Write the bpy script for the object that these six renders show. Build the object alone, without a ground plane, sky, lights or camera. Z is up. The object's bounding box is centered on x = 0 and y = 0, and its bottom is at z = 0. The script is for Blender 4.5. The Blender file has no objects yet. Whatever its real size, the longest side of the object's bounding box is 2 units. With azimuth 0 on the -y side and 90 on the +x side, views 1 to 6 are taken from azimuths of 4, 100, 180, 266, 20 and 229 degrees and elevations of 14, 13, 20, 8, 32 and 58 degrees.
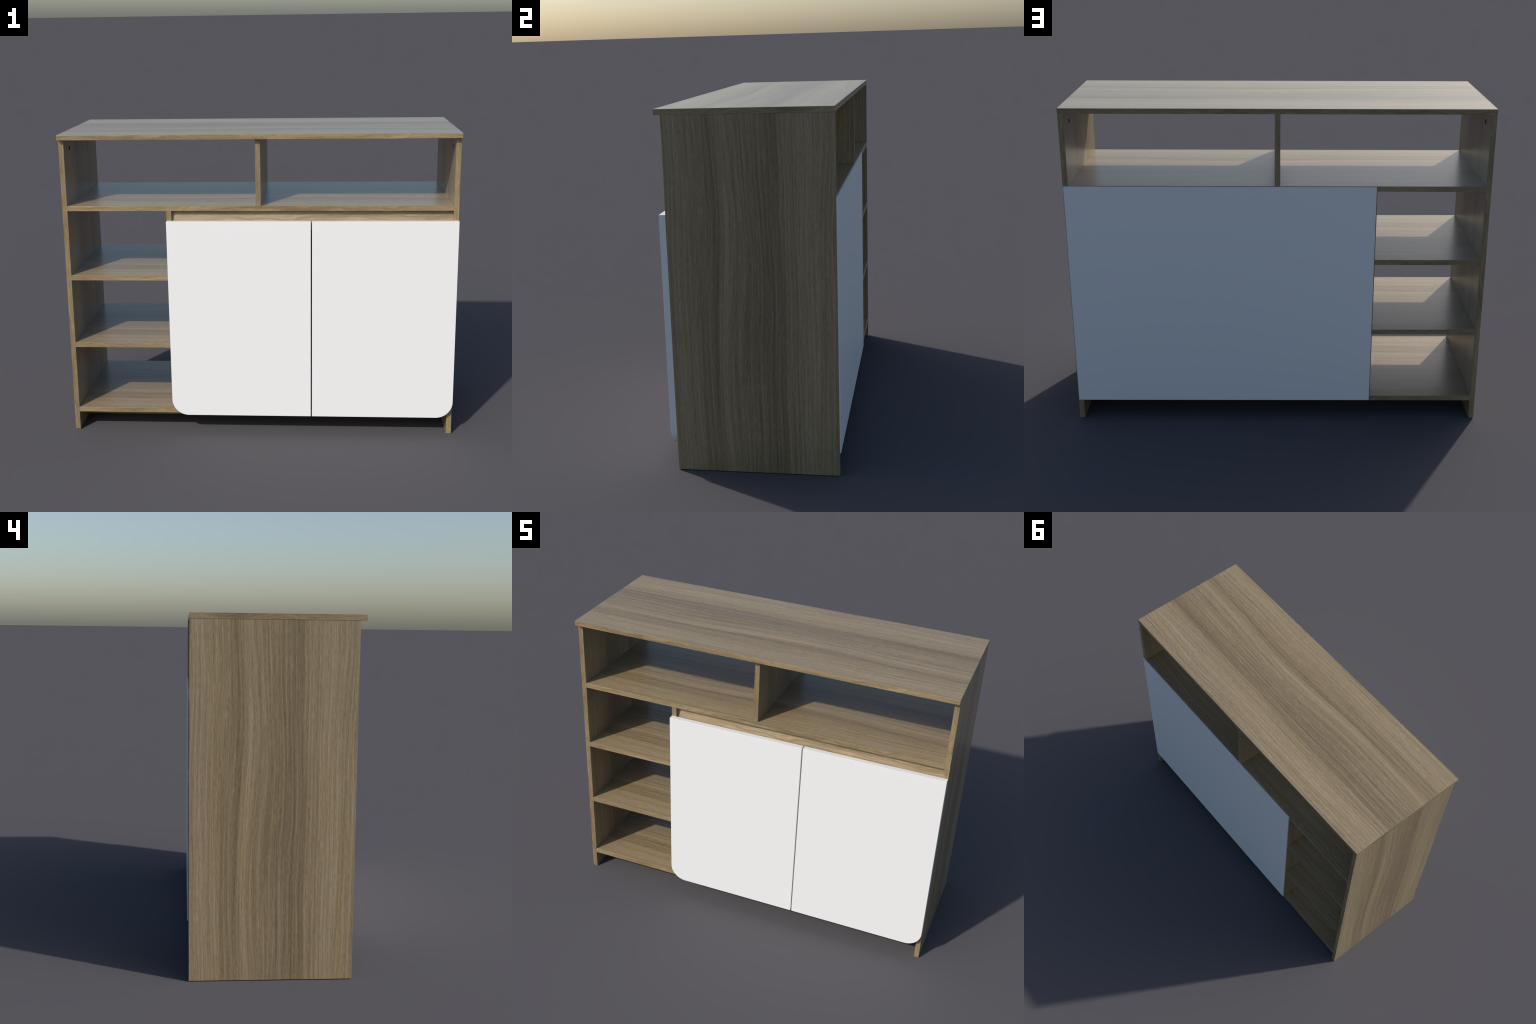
"""Sideboard with an open shelf column, an open top compartment and two white doors.
Dimensions are in millimetres of the real piece of furniture; 700 mm = 1 m of the scene."""
import bpy, bmesh, math
from mathutils import Matrix, Vector

MM = 1.0 / 700.0

# ------------------------------------------------------------------ sizes (mm)
HALF = 700.0            # half width
SIDE = 699.3            # outer face of the side panels
T = 18.0                # board thickness
Z_TOP_UNDER = 1091.0    # underside of the table top
H_TOP = 1108.3          # overall height
Y_BACK = 258.0          # rear edge of the carcass boards
Y_FRONT = -242.0        # front edge of the carcass boards
Y_TOP_FRONT = -262.0    # overhanging front edge of the table top
Z_BOTTOM = 70.0         # underside of the bottom board
Z_SHELF = 836.0         # underside of the wide shelf
STEP = (Z_SHELF - Z_BOTTOM) / 3.0
X_DIV = -327.0          # left face of the lower divider
DOOR_TOP = 801.5
DOOR_L, DOOR_R = -326.0, 699.0
DOOR_GAP = (184.6, 189.0)
DOOR_RADIUS = 60.5


# ------------------------------------------------------------------ node helper
class Net:
    def __init__(self, name):
        self.mat = bpy.data.materials.new(name)
        self.mat.use_nodes = True
        self.t = self.mat.node_tree
        self.t.nodes.clear()
        self.out = self.t.nodes.new("ShaderNodeOutputMaterial")
        self.bsdf = self.t.nodes.new("ShaderNodeBsdfPrincipled")
        self.t.links.new(self.bsdf.outputs[0], self.out.inputs[0])

    def put(self, socket, v):
        if isinstance(v, bpy.types.NodeSocket):
            self.t.links.new(v, socket)
        else:
            socket.default_value = v

    def math(self, op, a, b=0.0, clamp=False):
        n = self.t.nodes.new("ShaderNodeMath")
        n.operation, n.use_clamp = op, clamp
        self.put(n.inputs[0], a)
        self.put(n.inputs[1], b)
        return n.outputs[0]

    def madd(self, a, k, c):
        n = self.t.nodes.new("ShaderNodeMath")
        n.operation = "MULTIPLY_ADD"
        self.put(n.inputs[0], a)
        self.put(n.inputs[1], k)
        self.put(n.inputs[2], c)
        return n.outputs[0]

    def vec(self, x, y, z=0.0):
        n = self.t.nodes.new("ShaderNodeCombineXYZ")
        for s, v in zip(n.inputs, (x, y, z)):
            self.put(s, v)
        return n.outputs[0]

    def object_xyz(self):
        c = self.t.nodes.new("ShaderNodeTexCoord")
        s = self.t.nodes.new("ShaderNodeSeparateXYZ")
        self.t.links.new(c.outputs["Object"], s.inputs[0])
        return s.outputs[0], s.outputs[1], s.outputs[2]

    def noise(self, vec, detail=2.0, rough=0.5):
        n = self.t.nodes.new("ShaderNodeTexNoise")
        n.noise_dimensions = "3D"
        n.inputs["Scale"].default_value = 1.0
        n.inputs["Detail"].default_value = detail
        n.inputs["Roughness"].default_value = rough
        self.t.links.new(vec, n.inputs["Vector"])
        return n.outputs[0]

    def ramp(self, fac, stops, interpolation="LINEAR"):
        n = self.t.nodes.new("ShaderNodeValToRGB")
        r = n.color_ramp
        r.interpolation = interpolation
        while len(r.elements) < len(stops):
            r.elements.new(0.5)
        for e, (p, c) in zip(r.elements, stops):
            e.position = p
            e.color = (c, c, c, 1) if isinstance(c, float) else (*c, 1)
        self.t.links.new(fac, n.inputs[0])
        return n.outputs[0]

    def finish(self, colour, rough, spec=0.5):
        self.put(self.bsdf.inputs["Base Color"], colour)
        self.put(self.bsdf.inputs["Roughness"], rough)
        self.put(self.bsdf.inputs["Specular IOR Level"], spec)
        return self.mat


WOOD_ROUGH = 0.30
WOOD_COLOURS = [(0.0, (0.113, 0.0800, 0.0403)), (0.35, (0.202, 0.1492, 0.0786)),
                (0.65, (0.296, 0.2243, 0.1252)), (1.0, (0.408, 0.326, 0.205))]
WOOD_GREYISH = [(0.0, (0.110, 0.0788, 0.0444)), (0.35, (0.199, 0.1485, 0.0862)),
                (0.65, (0.294, 0.2258, 0.1380)), (1.0, (0.409, 0.329, 0.222))]

# broad light and dark bands across the 0.74 m wide board, front edge to rear edge
WOOD_BANDS = [(0.00, 0.58), (0.08, 0.66), (0.18, 0.57), (0.24, 0.45), (0.295, 0.41), (0.312, 0.52), (0.355, 0.64),
              (0.40, 0.54), (0.46, 0.46), (0.55, 0.44), (0.63, 0.35), (0.675, 0.36), (0.69, 0.53),
              (0.75, 0.57), (0.84, 0.69), (0.92, 0.61), (1.00, 0.50)]


def wood_face():
    """Grain runs along local x; bands run across local y."""
    n = Net("wood_board")
    x, y, z = n.object_xyz()
    side = n.madd(z, 9.0, 0.0)
    w1 = n.noise(n.vec(n.madd(x, 0.9, 3.7), n.madd(y, 3.0, 0.0), side), 1.0)
    w2 = n.noise(n.vec(n.madd(x, 2.1, 1.3), n.madd(y, 7.0, 5.0), side), 1.0)
    w3 = n.noise(n.vec(n.madd(x, 8.0, 8.3), n.madd(y, 36.0, 2.0), side), 1.0)
    d = n.madd(w1, 0.055, -0.0275)
    d = n.math("ADD", d, n.madd(w2, 0.014, -0.007))
    d = n.math("ADD", d, n.madd(w3, 0.005, -0.0025))
    # arched figure: the grain left of the middle bulges sideways and back along the board
    zone = n.math("EXPONENT", n.math("MULTIPLY", n.math("POWER", n.madd(y, 1 / 0.10, 0.6), 2.0), -1.0))
    arch = n.math("COSINE", n.madd(x, 2 * math.pi / 1.45, -2 * math.pi * 1.12 / 1.45))
    d = n.math("ADD", d, n.math("MULTIPLY", n.math("MULTIPLY", zone, arch), -0.014))
    zone2 = n.math("EXPONENT", n.math("MULTIPLY", n.math("POWER", n.madd(y, 1 / 0.09, -3.2), 2.0), -1.0))
    arch2 = n.math("COSINE", n.madd(x, 2 * math.pi / 0.95, -2 * math.pi * 1.02 / 0.95))
    d = n.math("ADD", d, n.math("MULTIPLY", n.math("MULTIPLY", zone2, arch2), 0.007))
    yw = n.math("ADD", y, d)
    band = n.ramp(n.madd(yw, 1.0 / 0.74, 0.5), WOOD_BANDS)
    broad = n.noise(n.vec(n.madd(x, 0.7, 0.5), n.math("MULTIPLY", yw, 24.0)), 2.0)
    rings = n.noise(n.vec(n.madd(x, 0.8, 7.0), n.math("MULTIPLY", yw, 62.0)), 1.0, 0.5)
    lines = n.noise(n.vec(n.madd(x, 2.0, 5.0), n.math("MULTIPLY", yw, 130.0)), 1.0, 0.5)
    phase = n.noise(n.vec(n.madd(x, 0.8, 6.0), n.math("MULTIPLY", yw, 8.0), 2.0), 2.0)
    wave = n.math("SINE", n.madd(yw, 2 * math.pi * 48.0, n.math("MULTIPLY", phase, 22.0)))
    fine = n.noise(n.vec(n.madd(x, 9.0, 2.0), n.math("MULTIPLY", yw, 240.0)), 2.0, 0.6)
    pore = n.noise(n.vec(n.madd(x, 34.0, 4.0), n.math("MULTIPLY", yw, 330.0)), 1.0)
    v = n.math("ADD", band, n.madd(broad, 0.20, -0.10))
    v = n.math("ADD", v, n.madd(rings, 0.42, -0.20))
    pale = n.math("POWER", n.madd(wave, 0.5, 0.5), 3.0)
    v = n.math("ADD", v, n.madd(pale, 0.11, -0.035))
    v = n.math("ADD", v, n.madd(lines, 0.50, -0.25))
    v = n.math("ADD", v, n.madd(fine, 0.56, -0.28))
    v = n.math("ADD", v, n.madd(pore, 0.58, -0.29), clamp=True)
    hue = n.noise(n.vec(n.madd(x, 0.5, 9.0), n.math("MULTIPLY", yw, 11.0), 4.0), 1.0)
    mix = n.t.nodes.new("ShaderNodeMix")
    mix.data_type = "RGBA"
    n.t.links.new(n.ramp(hue, [(0.38, 0.0), (0.62, 1.0)]), mix.inputs["Factor"])
    n.t.links.new(n.ramp(v, WOOD_COLOURS), mix.inputs[6])
    n.t.links.new(n.ramp(v, WOOD_GREYISH), mix.inputs[7])
    return n.finish(mix.outputs[2], WOOD_ROUGH)


def wood_edge(name, along, mean=0.50, figure=0.85):
    """Edge banding: coarser, blotchier figure along the edge."""
    n = Net(name)
    x, y, z = n.object_xyz()
    u = x if along == "x" else y
    info = n.t.nodes.new("ShaderNodeObjectInfo")
    seed = n.math("MULTIPLY", info.outputs["Random"], 40.0)
    across = n.math("ADD", y, z) if along == "x" else z
    w = n.noise(n.vec(n.madd(u, 4.0, 0.3), n.math("MULTIPLY", across, 9.0), seed), 1.0)
    zw = n.math("ADD", across, n.madd(w, 0.09, -0.045))
    a = n.noise(n.vec(n.madd(u, 2.0, 0.0), n.math("MULTIPLY", zw, 45.0), seed), 2.0)
    b = n.noise(n.vec(n.madd(u, 22.0, 2.0), n.math("MULTIPLY", zw, 190.0), seed), 3.0, 0.65)
    c = n.noise(n.vec(n.madd(u, 2.2, 9.0), n.math("MULTIPLY", zw, 12.0), seed), 1.0)
    v = n.madd(a, figure, mean - figure / 2)
    v = n.math("ADD", v, n.madd(b, 0.95, -0.465))
    v = n.math("ADD", v, n.madd(c, 0.40, -0.20), clamp=True)
    return n.finish(n.ramp(v, WOOD_COLOURS), WOOD_ROUGH)


def plain(name, colour, rough, spec=0.5, grain=0.0):
    n = Net(name)
    if grain:
        x, y, z = n.object_xyz()
        f = n.noise(n.vec(n.math("MULTIPLY", x, 3.0), n.math("MULTIPLY", y, 3.0), n.math("MULTIPLY", z, 3.0)), 2.0)
        lo = tuple(c * (1 - grain) for c in colour)
        return n.finish(n.ramp(f, [(0.3, lo), (0.7, colour)]), rough, spec)
    return n.finish((*colour, 1), rough, spec)


M_FACE = wood_face()
M_LONG = wood_edge("wood_edge_band", "x")
M_RAIL = wood_edge("wood_rail", "x", 0.60, 1.35)
M_END = wood_edge("wood_end_band", "y")
M_WHITE = plain("white_lacquer", (0.795, 0.79, 0.79), 0.40, 0.5, 0.004)
M_BACK = plain("white_hardboard", (0.795, 0.79, 0.79), 0.45, 0.5, 0.004)
M_HOLE = plain("bored_hole_dark", (0.012, 0.010, 0.008), 0.8, 0.1)

root = bpy.data.objects.new("sideboard", None)
bpy.context.scene.collection.objects.link(root)
root["label"] = "oak effect sideboard with open shelves and two white doors"
root["category"] = "sideboard"


def link(obj, parent=root):
    bpy.context.scene.collection.objects.link(obj)
    obj.parent = parent
    return obj


def applied(obj):
    """Bake the modifiers of obj into its mesh."""
    bpy.context.view_layer.update()
    dg = bpy.context.evaluated_depsgraph_get()
    me = bpy.data.meshes.new_from_object(obj.evaluated_get(dg))
    me.name = obj.name
    obj.modifiers.clear()
    obj.data = me
    return obj


def bevelled(obj, width):
    m = obj.modifiers.new("bevel", "BEVEL")
    m.width, m.segments, m.limit_method, m.angle_limit = width, 2, "ANGLE", math.radians(40)
    return obj


def board_mesh(name, length, width, thick):
    """Board in local axes: x = grain 0..length, y across, z through the thickness (metres)."""
    bm = bmesh.new()
    bmesh.ops.create_cube(bm, size=1.0)
    bmesh.ops.transform(bm, matrix=Matrix.Translation((length / 2, 0, 0)) @ Matrix.Diagonal((length, width, thick, 1)), verts=bm.verts)
    bm.normal_update()
    for f in bm.faces:
        f.material_index = 0 if abs(f.normal.z) > 0.5 else (1 if abs(f.normal.y) > 0.5 else 2)
    me = bpy.data.meshes.new(name)
    bm.to_mesh(me)
    bm.free()
    for m in (M_FACE, M_LONG, M_END):
        me.materials.append(m)
    return me


def flat_board(name, x0, x1, y0, y1, z0, z1):
    """Horizontal board, grain along world x."""
    me = board_mesh(name, (x1 - x0) * MM, (y1 - y0) * MM, (z1 - z0) * MM)
    o = link(bpy.data.objects.new(name, me))
    o.location = (x0 * MM, (y0 + y1) / 2 * MM, (z0 + z1) / 2 * MM)
    return applied(bevelled(o, 0.5 * MM))


def upright_matrix(x, y, z, turned):
    s = -1.0 if turned else 1.0
    m = Matrix(((0, 0, -s, x), (0, s, 0, y), (1, 0, 0, z), (0, 0, 0, 1)))
    return m


def upright(name, x0, x1, y0, y1, z0, z1, turned=False, holes=()):
    """Vertical board, grain along world z; 'turned' swaps its figure front to back.
    holes: (world y, world z) blind borings in the inner face (local +z)."""
    me = board_mesh(name, (z1 - z0) * MM, (y1 - y0) * MM, (x1 - x0) * MM)
    o = link(bpy.data.objects.new(name, me))
    o.matrix_world = upright_matrix((x0 + x1) / 2 * MM, (y0 + y1) / 2 * MM, z0 * MM, turned)
    bevelled(o, 0.5 * MM)
    cutters = []
    for wy, wz in holes:
        bm = bmesh.new()
        bmesh.ops.create_cone(bm, cap_ends=True, segments=40, radius1=7.6 * MM, radius2=7.6 * MM, depth=34 * MM)
        cm = bpy.data.meshes.new("cutter")
        bm.to_mesh(cm)
        bm.free()
        cm.materials.append(M_HOLE)
        c = bpy.data.objects.new("cutter", cm)
        bpy.context.scene.collection.objects.link(c)
        inner = (x1 if turned else x0) * MM
        c.matrix_world = Matrix.Translation((inner, wy * MM, wz * MM)) @ Matrix.Rotation(math.pi / 2, 4, "Y")
        b = o.modifiers.new("bore", "BOOLEAN")
        b.operation, b.solver, b.object = "DIFFERENCE", "EXACT", c
        b.material_mode = "TRANSFER"
        cutters.append(c)
    applied(o)
    for c in cutters:
        cm = c.data
        bpy.data.objects.remove(c)
        bpy.data.meshes.remove(cm)
    return o


# ------------------------------------------------------------------ carcass
flat_board("table_top", -HALF, HALF, Y_TOP_FRONT, Y_BACK, Z_TOP_UNDER, H_TOP)
borings = [(-161, 1051), (174, 1051)]
upright("side_panel", -SIDE, -SIDE + T, Y_FRONT, Y_BACK, 0, Z_TOP_UNDER, True, borings)
upright("side_panel", SIDE - T, SIDE, Y_FRONT, Y_BACK, 0, Z_TOP_UNDER, False, borings)
inner = SIDE - T
flat_board("shelf", -inner, inner, Y_FRONT, Y_BACK, Z_SHELF, Z_SHELF + T)
for k in (1, 2):
    flat_board("shelf", -inner, X_DIV, Y_FRONT, Y_BACK, Z_BOTTOM + k * STEP, Z_BOTTOM + k * STEP + T)
flat_board("bottom_panel", -inner, inner, Y_FRONT, Y_BACK, Z_BOTTOM, Z_BOTTOM + T)
upright("divider", -9, 9, Y_FRONT, Y_BACK, Z_SHELF + T, Z_TOP_UNDER, False, borings)
upright("divider", X_DIV, X_DIV + T, Y_FRONT, Y_BACK, Z_BOTTOM + T, Z_SHELF)

# plinth boards under the bottom panel, standing on the floor well back from both edges
def standing_board(name, x0, x1, centre_y, z0, z1, thick, tilt=0.0, face=None):
    """Board on its long edge, grain along x, wide face towards -y; tilt leans its top backwards."""
    me = board_mesh(name, (x1 - x0) * MM, (z1 - z0) * MM, thick * MM)
    if face:
        me.materials[0] = face
    o = link(bpy.data.objects.new(name, me))
    o.matrix_world = (Matrix.Translation((x0 * MM, centre_y * MM, (z0 + z1) / 2 * MM))
                      @ Matrix.Rotation(math.pi / 2 - tilt, 4, "X"))
    return applied(bevelled(o, 0.5 * MM))


for yc in (-94.5 + T / 2, 112 - T / 2):
    standing_board("plinth", -inner, inner, yc, 0.0, Z_BOTTOM, T)

# finger-pull rail above the doors: a board leaning back, its lower front edge flush with the carcass
# front and its upper front edge 23 mm behind it
rail_lo, rail_hi = (Y_FRONT + 0.6, 768.0), (Y_FRONT + 23.0, Z_SHELF - 0.4)
lean = math.atan2(rail_hi[0] - rail_lo[0], rail_hi[1] - rail_lo[1])
width = math.hypot(rail_hi[0] - rail_lo[0], rail_hi[1] - rail_lo[1])
mid_y = (rail_lo[0] + rail_hi[0]) / 2 + T / 2 * math.cos(lean)
mid_z = (rail_lo[1] + rail_hi[1]) / 2 - T / 2 * math.sin(lean)
standing_board("rail", X_DIV + T, inner, mid_y, mid_z - width / 2, mid_z + width / 2, T, lean, M_RAIL)

# ------------------------------------------------------------------ back panel
me = board_mesh("back_panel", (697.0 + 324.0) * MM, (852.5 - 73.0) * MM, 4 * MM)
me.materials.clear()
me.materials.append(M_BACK)
for p in me.polygons:
    p.material_index = 0
back = link(bpy.data.objects.new("back_panel", me))
back.matrix_world = Matrix.Translation((-324 * MM, (Y_BACK + 2) * MM, (852.5 + 73) / 2 * MM)) @ Matrix.Rotation(math.pi / 2, 4, "X")
applied(bevelled(back, 0.4 * MM))


# ------------------------------------------------------------------ doors
def door(x0, x1, z0, z1, y_front, y_back, round_left):
    """Flat white door with one rounded lower corner on its outer side."""
    r, steps = DOOR_RADIUS, 48
    pts = []
    if round_left:
        pts += [(x0 + r - r * math.cos(a), z0 + r - r * math.sin(a)) for a in (math.pi / 2 * i / steps for i in range(steps + 1))]
        pts += [(x1, z0), (x1, z1), (x0, z1)]
    else:
        pts += [(x0, z0)]
        pts += [(x1 - r + r * math.sin(a), z0 + r - r * math.cos(a)) for a in (math.pi / 2 * i / steps for i in range(steps + 1))]
        pts += [(x1, z1), (x0, z1)]
    bm = bmesh.new()
    ox, oz = (x0 + x1) / 2, z0
    f = bm.faces.new([bm.verts.new(((px - ox) * MM, y_front * MM, (pz - oz) * MM)) for px, pz in pts])
    g = bmesh.ops.extrude_face_region(bm, geom=[f])
    bmesh.ops.translate(bm, vec=(0, (y_back - y_front) * MM, 0), verts=[v for v in g["geom"] if isinstance(v, bmesh.types.BMVert)])
    bmesh.ops.recalc_face_normals(bm, faces=bm.faces)
    me = bpy.data.meshes.new("door")
    bm.to_mesh(me)
    bm.free()
    me.materials.append(M_WHITE)
    o = link(bpy.data.objects.new("door", me))
    o.location = (ox * MM, 0, oz * MM)
    applied(bevelled(o, 0.6 * MM))
    return o


door(DOOR_L, DOOR_GAP[0], Z_BOTTOM, DOOR_TOP, Y_TOP_FRONT, Y_FRONT - 0.3, True)
door(DOOR_GAP[1], DOOR_R, Z_BOTTOM, DOOR_TOP, Y_TOP_FRONT, Y_FRONT - 0.3, False)
